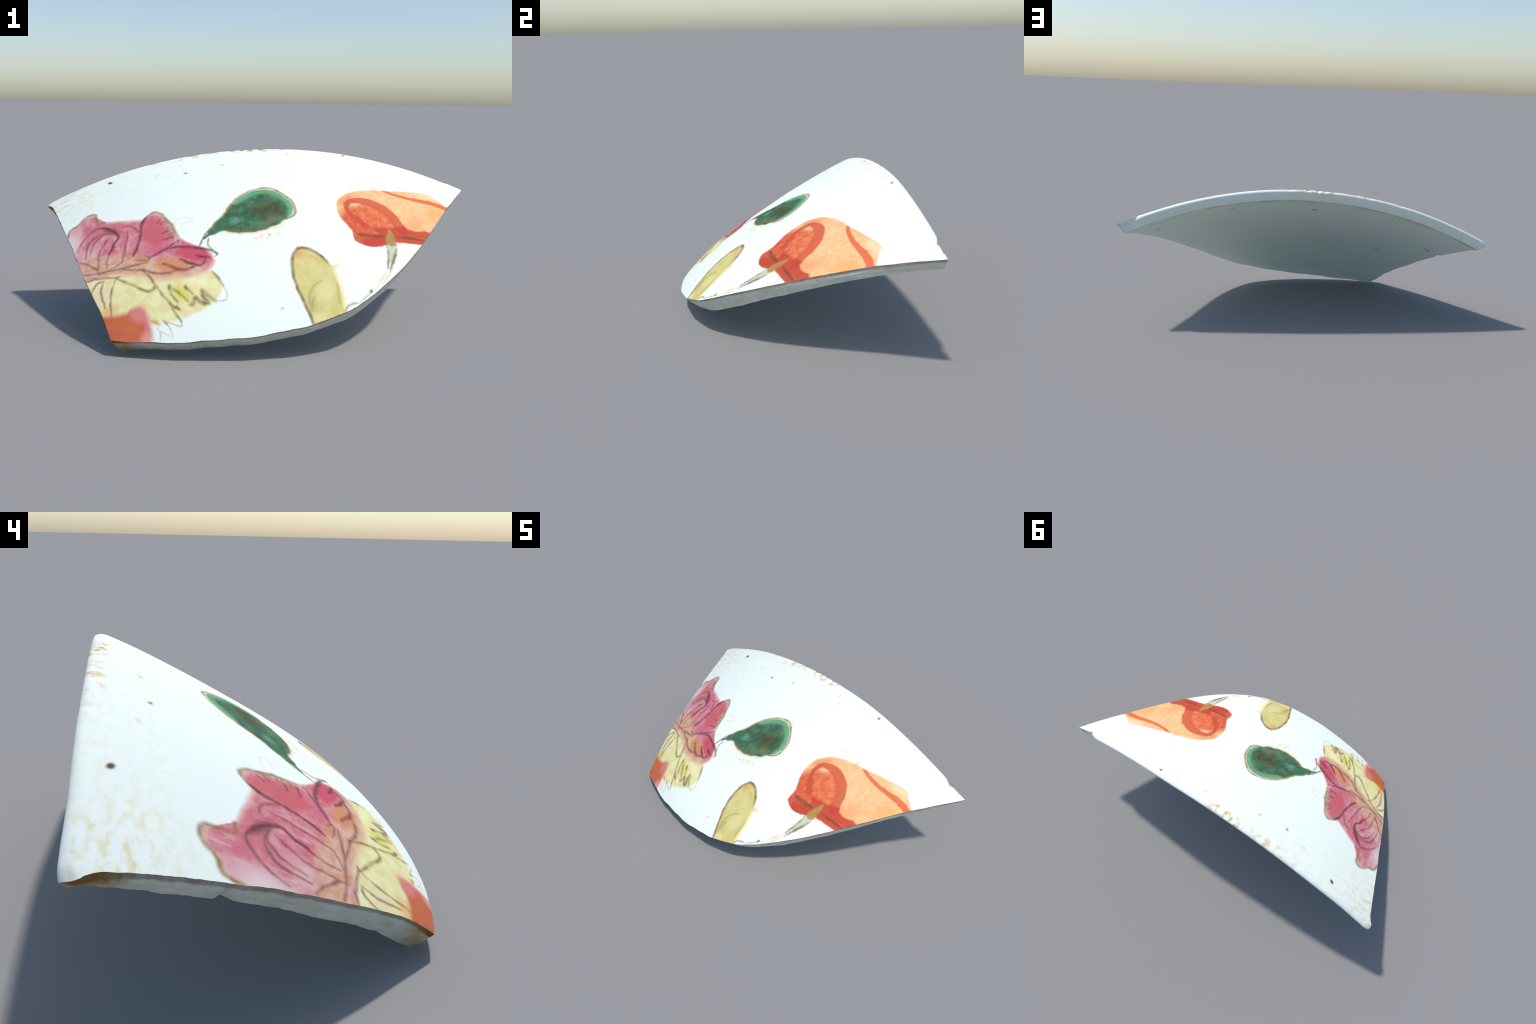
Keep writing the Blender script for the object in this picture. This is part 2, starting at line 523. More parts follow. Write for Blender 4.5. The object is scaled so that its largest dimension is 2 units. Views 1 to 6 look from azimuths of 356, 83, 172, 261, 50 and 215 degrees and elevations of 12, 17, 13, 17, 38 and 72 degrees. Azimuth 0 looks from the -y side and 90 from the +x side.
def glaze(N):
    """White glaze of the outside and lip, with yellow dirt, ochre wear on the lip and specks."""
    N.frame()
    tint = N.noise(N.flat, 4.0, 2.0)
    col = N.mix(N.ramp(tint.outputs[0], 0.35, 0.65), WHITE, WHITE_COOL)
    # dirt in blotches: thick at the left end of the lip, thin along the upper wall
    n1 = N.noise(N.flat, 26.0, 4.0, 0.6, (1.0, 1.5, 1.0)).outputs[0]
    corner = N.blob(N.flat, (-0.96, 0.74), (0.22, 0.17), -30, 0.2)
    upper = N.math('MULTIPLY', N.ramp(N.h, 0.50, 0.76), N.ramp(N.p, 0.25, -0.15))
    amount = N.math('MULTIPLY_ADD', upper, 0.42, corner)
    m = N.math('MULTIPLY', N.ramp(n1, 0.42, 0.74), amount)
    m = N.clamp(N.math('MULTIPLY', m, 0.68))
    col = N.mix(m, col, STAIN)
    # crumbs of ochre dirt below the green leaf and above the fruit
    leaf = N.blob(N.flat, (-0.09, 0.245), (0.16, 0.065), 20, 0.2)
    fruit = N.blob(N.flat, (0.31, 0.585), (0.09, 0.05), 20, 0.1)
    n2 = N.noise(N.flat, 55.0, 3.0, 0.6).outputs[0]
    m = N.math('MULTIPLY', N.ramp(n2, 0.50, 0.66), N.math('MAXIMUM', leaf, fruit))
    col = N.mix(N.math('MULTIPLY', m, 0.75), col, OCHRE)
    # wear on the lip
    n3 = N.noise(N.flat, 30.0, 3.0, 0.6, (1.0, 0.8, 1.0)).outputs[0]
    rad = N.math('SQRT', N.math('ADD', N.math('MULTIPLY', N.x, N.x), N.math('MULTIPLY', N.z, N.z)))
    run = N.math('MULTIPLY', N.ramp(N.lip, 0.818, 0.850), N.ramp(rad, 2.284, 2.299))
    worn = N.math('MAXIMUM', N.blob(N.p, (-0.13, 0.0), (0.17, 1), 0, 0.4), N.blob(N.p, (-0.42, 0.0), (0.30, 1), 0, 0.3))
    m = N.math('MULTIPLY', N.ramp(n3, 0.47, 0.62), N.math('MULTIPLY', run, worn))
    col = N.mix(N.math('MULTIPLY', m, 0.85), col, OCHRE)
    for at, size, turn, ink, k in SPECKS:
        col = N.mix(N.math('MULTIPLY', N.blob(N.flat, at, size, turn, 0.25), k), col, ink)
    return col


SPECKS = [((-0.734, 0.788), (0.020, 0.013), -35, SPECK, 1.0), ((-0.395, 0.708), (0.014, 0.010), -30, paint(150, 140, 90), 0.9),
          ((-0.236, 0.737), (0.018, 0.012), 20, paint(224, 206, 150), 0.9), ((0.310, 0.849), (0.014, 0.012), 0, paint(168, 138, 92), 1.0),
          ((-0.040, -0.085), (0.011, 0.009), 0, paint(190, 205, 195), 0.9), ((0.215, 0.842), (0.012, 0.010), 30, paint(222, 200, 140), 0.8),
          ((0.055, 0.815), (0.020, 0.012), 70, paint(222, 212, 160), 0.8), ((-0.52, 0.735), (0.020, 0.012), 20, paint(228, 224, 190), 0.8),
          ((0.090, 0.780), (0.024, 0.007), -50, paint(224, 212, 165), 0.7), ((0.42, 0.852), (0.010, 0.008), 0, paint(226, 214, 160), 0.8)]

# ---------------------------------------------------------------- brush work, as runs of points (p, h)
PINK = [(-0.960, 0.440), (-0.935, 0.500), (-0.922, 0.539), (-0.882, 0.546), (-0.856, 0.580), (-0.806, 0.586), (-0.796, 0.510),
        (-0.758, 0.501), (-0.691, 0.478), (-0.599, 0.441), (-0.573, 0.458), (-0.536, 0.469), (-0.508, 0.448), (-0.488, 0.403),
        (-0.463, 0.343), (-0.444, 0.293), (-0.411, 0.251), (-0.361, 0.215), (-0.325, 0.184), (-0.294, 0.153), (-0.302, 0.118),
        (-0.322, 0.090), (-0.355, 0.072), (-0.424, 0.066), (-0.530, 0.079), (-0.633, 0.123), (-0.739, 0.169), (-0.890, 0.190),
        (-0.930, 0.304)]
PINK_TIP = [(-0.960, 0.410), (-0.945, 0.490), (-0.922, 0.537), (-0.882, 0.546), (-0.858, 0.576), (-0.810, 0.584), (-0.798, 0.510), (-0.770, 0.420)]
YELLOW = [(-0.890, 0.217), (-0.797, 0.215), (-0.702, 0.195), (-0.562, 0.135), (-0.458, 0.105), (-0.333, 0.092), (-0.312, 0.077),
          (-0.285, 0.033), (-0.278, 0.005), (-0.299, -0.025), (-0.333, -0.049), (-0.370, -0.062), (-0.443, -0.080),
          (-0.514, -0.082), (-0.585, -0.074), (-0.601, -0.062), (-0.689, -0.047), (-0.840, -0.030), (-0.890, 0.098)]
RED = [(-0.840, 0.012), (-0.757, -0.002), (-0.720, -0.006), (-0.691, -0.011), (-0.664, -0.001), (-0.628, 0.003), (-0.611, -0.013),
       (-0.597, -0.063), (-0.592, -0.102), (-0.599, -0.135), (-0.649, -0.150), (-0.737, -0.140), (-0.850, -0.120), (-0.860, -0.034)]
PETAL_EDGE = [
    [(-0.932, 0.488), (-0.929, 0.520), (-0.918, 0.539), (-0.882, 0.547), (-0.858, 0.579), (-0.835, 0.586), (-0.806, 0.586),
     (-0.797, 0.557), (-0.793, 0.502)],
    [(-0.789, 0.501), (-0.758, 0.501)],
    [(-0.596, 0.421), (-0.581, 0.447), (-0.558, 0.469), (-0.533, 0.471), (-0.508, 0.448), (-0.492, 0.405), (-0.469, 0.368),
     (-0.461, 0.343), (-0.457, 0.319), (-0.444, 0.293)],
    [(-0.502, 0.435), (-0.486, 0.387), (-0.493, 0.378)], [(-0.462, 0.361), (-0.491, 0.357)],
    [(-0.464, 0.344), (-0.499, 0.336)], [(-0.458, 0.319), (-0.486, 0.310)], [(-0.319, 0.085), (-0.297, 0.053), (-0.277, 0.018)]]
STALK = [[(-0.363, 0.208), (-0.350, 0.240), (-0.332, 0.275)], [(-0.319, 0.250), (-0.326, 0.215), (-0.309, 0.188), (-0.286, 0.164)],
         [(-0.346, 0.201), (-0.304, 0.180), (-0.285, 0.165), (-0.298, 0.151)]]
FAINT = [[(-0.277, 0.018), (-0.266, -0.013), (-0.265, -0.035), (-0.280, -0.044), (-0.304, -0.040)],
         [(-0.466, -0.091), (-0.465, -0.105), (-0.482, -0.105), (-0.515, -0.088), (-0.542, -0.074)],
         [(-0.542, -0.074), (-0.524, -0.095), (-0.511, -0.122), (-0.510, -0.135)], [(-0.559, -0.111), (-0.523, -0.129)],
         [(-0.573, -0.091), (-0.561, -0.113), (-0.566, -0.136)]]
STAIN_LOOP = [[(-0.457, 0.383), (-0.424, 0.400), (-0.382, 0.394), (-0.380, 0.367), (-0.426, 0.361)]]
DARK = [
    [(-0.581, 0.447), (-0.597, 0.416), (-0.602, 0.365), (-0.611, 0.318), (-0.628, 0.266), (-0.644, 0.239)],
    [(-0.515, 0.418), (-0.528, 0.398)], [(-0.500, 0.396), (-0.514, 0.385)], [(-0.513, 0.329), (-0.492, 0.332)],
    [(-0.469, 0.295), (-0.512, 0.289)],
    [(-0.445, 0.269), (-0.482, 0.242), (-0.518, 0.229), (-0.541, 0.218), (-0.570, 0.211)],
    [(-0.544, 0.219), (-0.500, 0.233), (-0.447, 0.233), (-0.396, 0.218), (-0.358, 0.203), (-0.317, 0.188), (-0.291, 0.167)],
    [(-0.378, 0.172), (-0.347, 0.158), (-0.320, 0.149)],
    [(-0.445, 0.166), (-0.412, 0.142), (-0.368, 0.117), (-0.348, 0.125), (-0.342, 0.144)],
    [(-0.516, 0.163), (-0.489, 0.143), (-0.462, 0.121), (-0.421, 0.108), (-0.393, 0.118), (-0.374, 0.126)],
    [(-0.774, 0.470), (-0.737, 0.443), (-0.711, 0.406), (-0.693, 0.377), (-0.720, 0.348), (-0.733, 0.313), (-0.744, 0.294)]]
VEINS = [
    [(-0.590, 0.225), (-0.570, 0.209), (-0.578, 0.197), (-0.609, 0.205), (-0.634, 0.217)],
    [(-0.701, 0.385), (-0.730, 0.415), (-0.767, 0.423), (-0.802, 0.403), (-0.822, 0.361), (-0.830, 0.325)],
    [(-0.718, 0.420), (-0.759, 0.462), (-0.789, 0.478), (-0.820, 0.467), (-0.851, 0.440), (-0.871, 0.413), (-0.887, 0.375)],
    [(-0.708, 0.399), (-0.748, 0.424), (-0.786, 0.427), (-0.817, 0.416), (-0.836, 0.400), (-0.845, 0.362), (-0.850, 0.315)],
    [(-0.738, 0.397), (-0.761, 0.367), (-0.781, 0.340), (-0.793, 0.297), (-0.796, 0.227)],
    [(-0.656, 0.403), (-0.661, 0.363), (-0.670, 0.316), (-0.679, 0.271), (-0.692, 0.221)],
    [(-0.681, 0.430), (-0.655, 0.429), (-0.626, 0.401), (-0.613, 0.374)],
    [(-0.744, 0.294), (-0.757, 0.257), (-0.757, 0.220)],
    [(-0.877, 0.306), (-0.847, 0.284), (-0.818, 0.246), (-0.796, 0.221)],
    [(-0.860, 0.227), (-0.812, 0.212), (-0.760, 0.203), (-0.701, 0.193), (-0.628, 0.189), (-0.574, 0.189)],
    [(-0.851, 0.185), (-0.813, 0.186), (-0.769, 0.172), (-0.722, 0.154), (-0.703, 0.155)],
    [(-0.797, 0.201), (-0.796, 0.227), (-0.825, 0.259)], [(-0.760, 0.203), (-0.718, 0.213), (-0.688, 0.228)],
    [(-0.701, 0.193), (-0.662, 0.174), (-0.602, 0.155), (-0.561, 0.130), (-0.526, 0.115), (-0.491, 0.111), (-0.463, 0.117)],
    [(-0.726, 0.143), (-0.740, 0.112), (-0.750, 0.077), (-0.756, 0.042), (-0.756, -0.003)],
    [(-0.774, 0.157), (-0.791, 0.123), (-0.790, 0.087), (-0.781, 0.036)], [(-0.777, 0.158), (-0.807, 0.162), (-0.823, 0.140), (-0.832, 0.123)]]
YELLOW_LINES = [
    [(-0.719, 0.148), (-0.687, 0.125), (-0.650, 0.097), (-0.620, 0.069), (-0.600, 0.053), (-0.572, 0.051), (-0.556, 0.063),
     (-0.564, 0.088), (-0.583, 0.124), (-0.602, 0.155)],
    [(-0.553, 0.059), (-0.529, 0.018), (-0.505, -0.017), (-0.487, -0.040), (-0.468, -0.046)],
    [(-0.500, -0.037), (-0.483, -0.065), (-0.466, -0.091)], [(-0.503, 0.058), (-0.494, 0.017), (-0.473, -0.020)],
    [(-0.497, 0.049), (-0.465, 0.018), (-0.428, -0.022)], [(-0.435, 0.036), (-0.407, 0.000)], [(-0.542, -0.074), (-0.529, -0.087)]]
SCRIBBLE = [[(-0.496, 0.056), (-0.502, 0.044)], [(-0.436, 0.036), (-0.426, 0.026)], [(-0.480, -0.036), (-0.466, -0.050)], [(-0.422, -0.036), (-0.408, -0.035), (-0.398, -0.011), (-0.380, -0.030), (-0.367, -0.040), (-0.343, -0.043)],
            [(-0.368, 0.011), (-0.346, -0.016), (-0.314, -0.039)], [(-0.368, 0.007), (-0.364, -0.016), (-0.345, -0.038)],
            [(-0.563, 0.061), (-0.549, 0.061)]]
FRUIT = [(0.290, 0.292), (0.269, 0.322), (0.247, 0.363), (0.235, 0.408), (0.237, 0.458), (0.258, 0.497), (0.283, 0.527), (0.330, 0.559),
         (0.383, 0.578), (0.427, 0.594), (0.457, 0.600), (0.520, 0.619), (0.577, 0.638), (0.637, 0.659), (0.695, 0.676), (0.722, 0.653),
         (0.753, 0.632), (0.800, 0.620), (0.790, 0.530), (0.740, 0.420), (0.660, 0.310), (0.610, 0.288), (0.503, 0.266), (0.470, 0.260),
         (0.437, 0.239), (0.407, 0.224), (0.375, 0.212), (0.334, 0.212), (0.304, 0.222), (0.290, 0.239), (0.291, 0.266)]
RING = [[(0.385, 0.322, -0.005), (0.352, 0.338, 0.002), (0.320, 0.366, 0.004), (0.288, 0.391, 0.001), (0.273, 0.427, -0.001), (0.284, 0.463, 0.0), (0.308, 0.487, 0.002)]]
RING_BROAD = [[(0.300, 0.480, 0.0), (0.348, 0.494, 0.010), (0.397, 0.490, 0.014), (0.446, 0.464, 0.014), (0.484, 0.425, 0.014), (0.502, 0.379, 0.014), (0.520, 0.350, 0.016)]]
RED_FOOT = [[(0.395, 0.322, -0.010), (0.429, 0.312, -0.004), (0.486, 0.330, 0.0), (0.526, 0.354, 0.0)], [(0.500, 0.318), (0.565, 0.338), (0.622, 0.352), (0.670, 0.364)],
            [(0.344, 0.225), (0.395, 0.244), (0.450, 0.268)], [(0.420, 0.292, -0.006), (0.480, 0.292), (0.574, 0.297), (0.650, 0.312)]]
STRIPE = [[(0.459, 0.602, -0.003), (0.505, 0.589, 0.0), (0.569, 0.586, 0.001), (0.630, 0.594, 0.003), (0.691, 0.604, 0.006), (0.737, 0.607, 0.007), (0.790, 0.598, 0.007)]]
CREASE = [[(0.310, 0.274), (0.350, 0.273, 0.004), (0.390, 0.277, 0.003), (0.417, 0.282), (0.454, 0.289)], [(0.488, 0.300), (0.539, 0.306), (0.585, 0.316, -0.002), (0.640, 0.327, -0.002)]]
CREASE_FINE = [[(0.285, 0.294), (0.310, 0.279)], [(0.389, 0.217), (0.412, 0.226), (0.437, 0.239)], [(0.415, 0.605), (0.420, 0.595)]]
STEM_KNOT = [[(0.459, 0.330, -0.014), (0.460, 0.305, -0.007), (0.459, 0.283, 0.001), (0.457, 0.258, 0.003)]]
STEM = [[(0.437, 0.240), (0.437, 0.190), (0.434, 0.149), (0.428, 0.116)], [(0.478, 0.243), (0.470, 0.196), (0.454, 0.149), (0.435, 0.100)],
        [(0.455, 0.240), (0.484, 0.255)]]
STEM_FADE = [[(0.428, 0.116), (0.402, 0.065), (0.364, 0.006)], [(0.435, 0.100), (0.414, 0.056), (0.393, 0.023)]]
KNOB = [[(0.343, -0.004), (0.347, 0.001)]]
LOOPS = [[(0.227, -0.087), (0.240, -0.068), (0.265, -0.057), (0.283, -0.055)], [(0.289, -0.051), (0.320, -0.028), (0.341, -0.010)]]
YLEAF = [(0.092, -0.139), (0.073, -0.103), (0.053, -0.063), (0.030, -0.014), (0.017, 0.033), (0.015, 0.083), (0.020, 0.129), (0.035, 0.160),
         (0.053, 0.176), (0.089, 0.173), (0.122, 0.156), (0.149, 0.130), (0.171, 0.102), (0.188, 0.082), (0.204, 0.056), (0.218, 0.019),
         (0.228, -0.024), (0.236, -0.064), (0.240, -0.115), (0.175, -0.150)]
YLEAF_EDGE = [[(0.089, -0.140), (0.073, -0.103), (0.053, -0.063), (0.030, -0.014), (0.017, 0.033), (0.015, 0.083), (0.020, 0.129),
               (0.036, 0.159), (0.055, 0.174), (0.087, 0.171), (0.120, 0.154), (0.147, 0.129), (0.166, 0.104)]]
YLEAF_EDGE_FADE = [[(0.166, 0.104), (0.188, 0.080), (0.204, 0.052)]]
YLEAF_LINES = [[(0.084, -0.079), (0.073, -0.053), (0.084, -0.018), (0.111, 0.010), (0.135, 0.022)], [(0.198, 0.016), (0.202, -0.016), (0.203, -0.058)],
               [(0.086, -0.087), (0.087, -0.063), (0.100, -0.042)]]
GLEAF = [(-0.250, 0.288), (-0.226, 0.275), (-0.186, 0.266), (-0.131, 0.267), (-0.077, 0.280), (-0.028, 0.302), (0.005, 0.336), (0.033, 0.362),
         (0.045, 0.400), (0.033, 0.447), (0.002, 0.488), (-0.025, 0.513), (-0.065, 0.526), (-0.116, 0.515), (-0.159, 0.488), (-0.194, 0.454),
         (-0.221, 0.411), (-0.242, 0.376), (-0.266, 0.347), (-0.262, 0.314)]
GTAIL = [[(-0.224, 0.345), (-0.262, 0.316)]]
GTAIL_THIN = [[(-0.258, 0.314), (-0.300, 0.286)]]
GTAIL_TIP = [[(-0.300, 0.285), (-0.336, 0.256)]]
GLEAF_EDGE = [
    [(-0.244, 0.290), (-0.228, 0.274), (-0.185, 0.265), (-0.129, 0.266), (-0.075, 0.278)],
    [(0.008, 0.333), (0.037, 0.346), (0.055, 0.367), (0.057, 0.407), (0.042, 0.453), (0.012, 0.494), (-0.023, 0.528), (-0.052, 0.540),
     (-0.085, 0.538), (-0.126, 0.523), (-0.166, 0.494), (-0.201, 0.459), (-0.226, 0.415), (-0.246, 0.379)]]
GTAIL_EDGE = [[(-0.246, 0.379), (-0.277, 0.345), (-0.306, 0.308), (-0.332, 0.275)]]


def green_tail(N, col, v):
    col = N.stroke(col, v, GTAIL_THIN, 0.0215, 0.006, paint(66, 112, 84), 0.95, 0.0)
    col = N.stroke(col, v, GTAIL_TIP, 0.011, 0.006, paint(66, 108, 80), 0.95, 0.3)
    col = N.stroke(col, v, GTAIL_EDGE, 0.0040, 0.0050, paint(142, 106, 62), 0.85, 0.0)
    return N.stroke(col, v, STALK, 0.0046, 0.0048, paint(126, 100, 58), 0.92)


def flower_material(name, area):
    N = Nodes(name)
    N.area = area
    col = glaze(N)
    v = N.shake(30.0, 0.010)
    w = N.shake(9.0, 0.030)
    grain = N.noise(N.flat, 22.0, 4.0, 0.65).outputs[0]
    fine = N.noise(N.flat, 70.0, 3.0, 0.6).outputs[0]
    # yellow petals
    y = N.mix(N.ramp(grain, 0.35, 0.65), paint(231, 233, 178), paint(226, 214, 156))
    y = N.mix(N.math('MULTIPLY', N.blob(w, (-0.455, 0.015), (0.085, 0.055), -40, 0.0), 0.9), y, paint(212, 206, 92))
    y = N.mix(N.math('MULTIPLY', N.blob(w, (-0.37, 0.045), (0.09, 0.03), -20, 0.0), 0.7), y, paint(238, 240, 190))
    y = N.mix(N.math('MULTIPLY', N.blob(w, (-0.80, 0.08), (0.08, 0.10), 0, 0.0), 0.7), y, paint(226, 212, 172))
    y = N.mix(N.math('MULTIPLY', N.blob(w, (-0.77, 0.02), (0.07, 0.035), 0, 0.0), 0.9), y, paint(222, 180, 96))
    col = N.mix(N.math('MULTIPLY', N.shape(v, YELLOW, 0.012), 0.97), col, y)
    # pink petals, tan towards the heart
    k = N.mix(N.ramp(grain, 0.36, 0.66), paint(199, 110, 125), paint(210, 144, 155))
    streak = N.noise(N.flat, 12.0, 4.0, 0.65, (3.0, 1.0, 1.0)).outputs[0]
    k = N.mix(N.ramp(streak, 0.52, 0.70, 0.0, 0.65), k, paint(222, 178, 184))
    k = N.mix(N.math('MULTIPLY', N.blob(w, (-0.545, 0.345), (0.085, 0.135), 10, 0.35), 0.9), k, paint(198, 98, 108))
    k = N.mix(N.math('MULTIPLY', N.blob(w, (-0.53, 0.245), (0.08, 0.035), 15, 0.2), 0.7), k, paint(206, 108, 138))
    k = N.mix(N.math('MULTIPLY', N.blob(w, (-0.385, 0.185), (0.115, 0.055), -20, 0.4), 0.95), k, paint(198, 84, 106))
    k = N.mix(N.math('MULTIPLY', N.blob(w, (-0.76, 0.46), (0.14, 0.04), -15, 0.2), 0.6), k, paint(200, 112, 122))
    k = N.mix(N.math('MULTIPLY', N.blob(w, (-0.925, 0.43), (0.085, 0.15), -10, 0.2), 0.95), k, paint(224, 206, 208))
    k = N.mix(N.math('MULTIPLY', N.blob(w, (-0.84, 0.33), (0.08, 0.07), 0, 0.0), 0.7), k, paint(224, 196, 194))
    tan = N.ramp(N.line(w, [brush([(-0.90, 0.25), (-0.76, 0.235), (-0.62, 0.175), (-0.50, 0.12), (-0.38, 0.075)])]), 0.028, 0.080, 0.95, 0.0)
    k = N.mix(tan, k, N.mix(N.ramp(grain, 0.4, 0.6), paint(206, 158, 128), paint(216, 178, 158)))
    k = N.mix(N.math('MULTIPLY', N.blob(w, (-0.475, 0.145), (0.10, 0.042), -22, 0.45), 0.9), k, paint(208, 140, 98))
    k = N.mix(N.math('MULTIPLY', N.blob(w, (-0.60, 0.222), (0.05, 0.018), -12, 0.3), 0.9), k, paint(206, 140, 104))
    k = N.mix(N.math('MULTIPLY', N.blob(w, (-0.635, 0.13), (0.08, 0.03), -18, 0.2), 0.8), k, paint(216, 188, 124))
    k = N.mix(N.ramp(fine, 0.62, 0.78, 0.0, 0.35), k, paint(226, 196, 198))
    m = N.math('MAXIMUM', N.shape(v, PINK, 0.010), N.shape(v, PINK_TIP, 0.006))
    rimmed = N.math('MAXIMUM', N.shape(v, PINK, 0.009, -0.014), N.shape(v, PINK_TIP, 0.008, -0.014))
    k = N.mix(N.math('MULTIPLY_ADD', rimmed, -0.5, 0.5), k, paint(228, 204, 186))
    low = N.ramp(N.line(v, [brush([(-0.74, 0.165), (-0.53, 0.080), (-0.424, 0.066), (-0.355, 0.072)])]), 0.0, 0.030, 0.55, 1.0)
    col = N.mix(N.math('MULTIPLY', m, low), col, k)
    # red flower at the corner
    r = N.mix(N.ramp(grain, 0.35, 0.65), paint(200, 104, 58), paint(192, 96, 68))
    r = N.mix(N.blob(w, (-0.635, -0.030), (0.075, 0.045), -25, 0.35), r, paint(212, 126, 124))
    r = N.mix(N.blob(w, (-0.605, -0.060), (0.035, 0.075), 0, 0.2), r, paint(214, 118, 124))
    r = N.mix(N.blob(w, (-0.615, -0.125), (0.05, 0.045), 0, 0.2), r, paint(222, 148, 140))
    r = N.mix(N.math('MULTIPLY', N.blob(w, (-0.79, -0.075), (0.05, 0.04), 0, 0.1), 0.8), r, paint(158, 84, 68))
    col = N.mix(N.math('MULTIPLY', N.shape(v, RED, 0.018), 0.97), col, r)
    # drawing
    col = N.stroke(col, v, FAINT, 0.0030, 0.0040, paint(188, 178, 128), 0.75)
    col = N.stroke(col, v, STAIN_LOOP, 0.0030, 0.0045, paint(212, 200, 150), 0.55)
    col = N.stroke(col, v, PETAL_EDGE, 0.0064, 0.0075, paint(142, 118, 68), 0.95)
    col = N.stroke(col, v, VEINS, 0.0045, 0.0062, paint(120, 80, 76), 0.88)
    col = N.stroke(col, v, YELLOW_LINES, 0.0054, 0.0068, paint(124, 104, 66), 0.88)
    col = N.stroke(col, v, SCRIBBLE, 0.0090, 0.0080, paint(122, 102, 72), 0.90)
    col = N.stroke(col, v, DARK, 0.0064, 0.0072, paint(102, 56, 62), 0.96)
    col = N.stroke(col, v, [[(-0.560, -0.085), (-0.575, -0.070), (-0.592, -0.066)]], 0.008, 0.008, paint(206, 150, 70), 0.8)
    col = N.mix(N.math('MULTIPLY', N.blob(v, (-0.735, 0.435), (0.075, 0.026), -38, 0.1), 0.7), col, paint(112, 66, 74))
    col = green_tail(N, col, v)
    return N.finish(col, GLAZE_ROUGH, GLAZE_SPEC)


def green_leaf_material():
    N = Nodes('green enamel leaf on glaze')
    col = glaze(N)
    v = N.shake(34.0, 0.010)
    w = N.shake(14.0, 0.040)
    grain = N.noise(N.flat, 27.0, 5.0, 0.68).outputs[0]
    big = N.noise(N.flat, 17.0, 3.0, 0.6).outputs[0]
    g = N.mix(N.ramp(big, 0.38, 0.62), paint(66, 128, 96), paint(48, 92, 74))
    g = N.mix(N.ramp(grain, 0.48, 0.64, 0.0, 0.75), g, paint(88, 86, 58))
    g = N.mix(N.math('MULTIPLY', N.blob(w, (-0.065, 0.392), (0.115, 0.075), 20, 0.15), 0.92), g, N.mix(N.ramp(grain, 0.42, 0.58), paint(56, 62, 44), paint(82, 84, 56)))
    g = N.mix(N.math('MULTIPLY', N.blob(w, (-0.055, 0.325), (0.08, 0.03), 25, 0.0), 0.8), g, paint(116, 112, 82))
    rim = N.math('MULTIPLY', N.shape(v, GLEAF, 0.018, -0.024), 1.0)
    edge = N.math('MULTIPLY', N.math('SUBTRACT', 1.0, rim), N.ramp(N.line(w, [brush([(0.035, 0.37), (0.040, 0.42), (-0.02, 0.505), (-0.09, 0.515), (-0.19, 0.45)])]), 0.004, 0.034, 1.0, 0.0))
    g = N.mix(N.math('MULTIPLY', edge, 0.85), g, paint(104, 172, 132))
    g = N.mix(N.math('MULTIPLY', N.blob(w, (-0.205, 0.338), (0.030, 0.026), 30, 0.2), 0.8), g, paint(98, 154, 138))
    g = N.mix(N.math('MULTIPLY', N.ramp(N.noise(N.flat, 60.0, 2.0).outputs[0], 0.66, 0.72), 0.6), g, paint(150, 92, 58))
    halo = N.shape(v, GLEAF, 0.014, 0.016)
    col = N.mix(N.math('MULTIPLY', halo, 0.75), col, paint(216, 212, 168))
    col = N.stroke(col, v, GTAIL, 0.034, 0.008, paint(64, 112, 86), 0.97, 0.0)
    col = N.mix(N.math('MULTIPLY', N.shape(v, GLEAF, 0.006, 0.004), 0.98), col, g)
    col = N.stroke(col, v, [[(-0.170, 0.380), (-0.235, 0.330), (-0.262, 0.300)]], 0.004, 0.006, paint(60, 84, 66), 0.7)
    col = N.stroke(col, v, GLEAF_EDGE, 0.0050, 0.0058, paint(134, 98, 56), 0.90, 0.2)
    col = green_tail(N, col, v)
    return N.finish(col, GLAZE_ROUGH, GLAZE_SPEC)


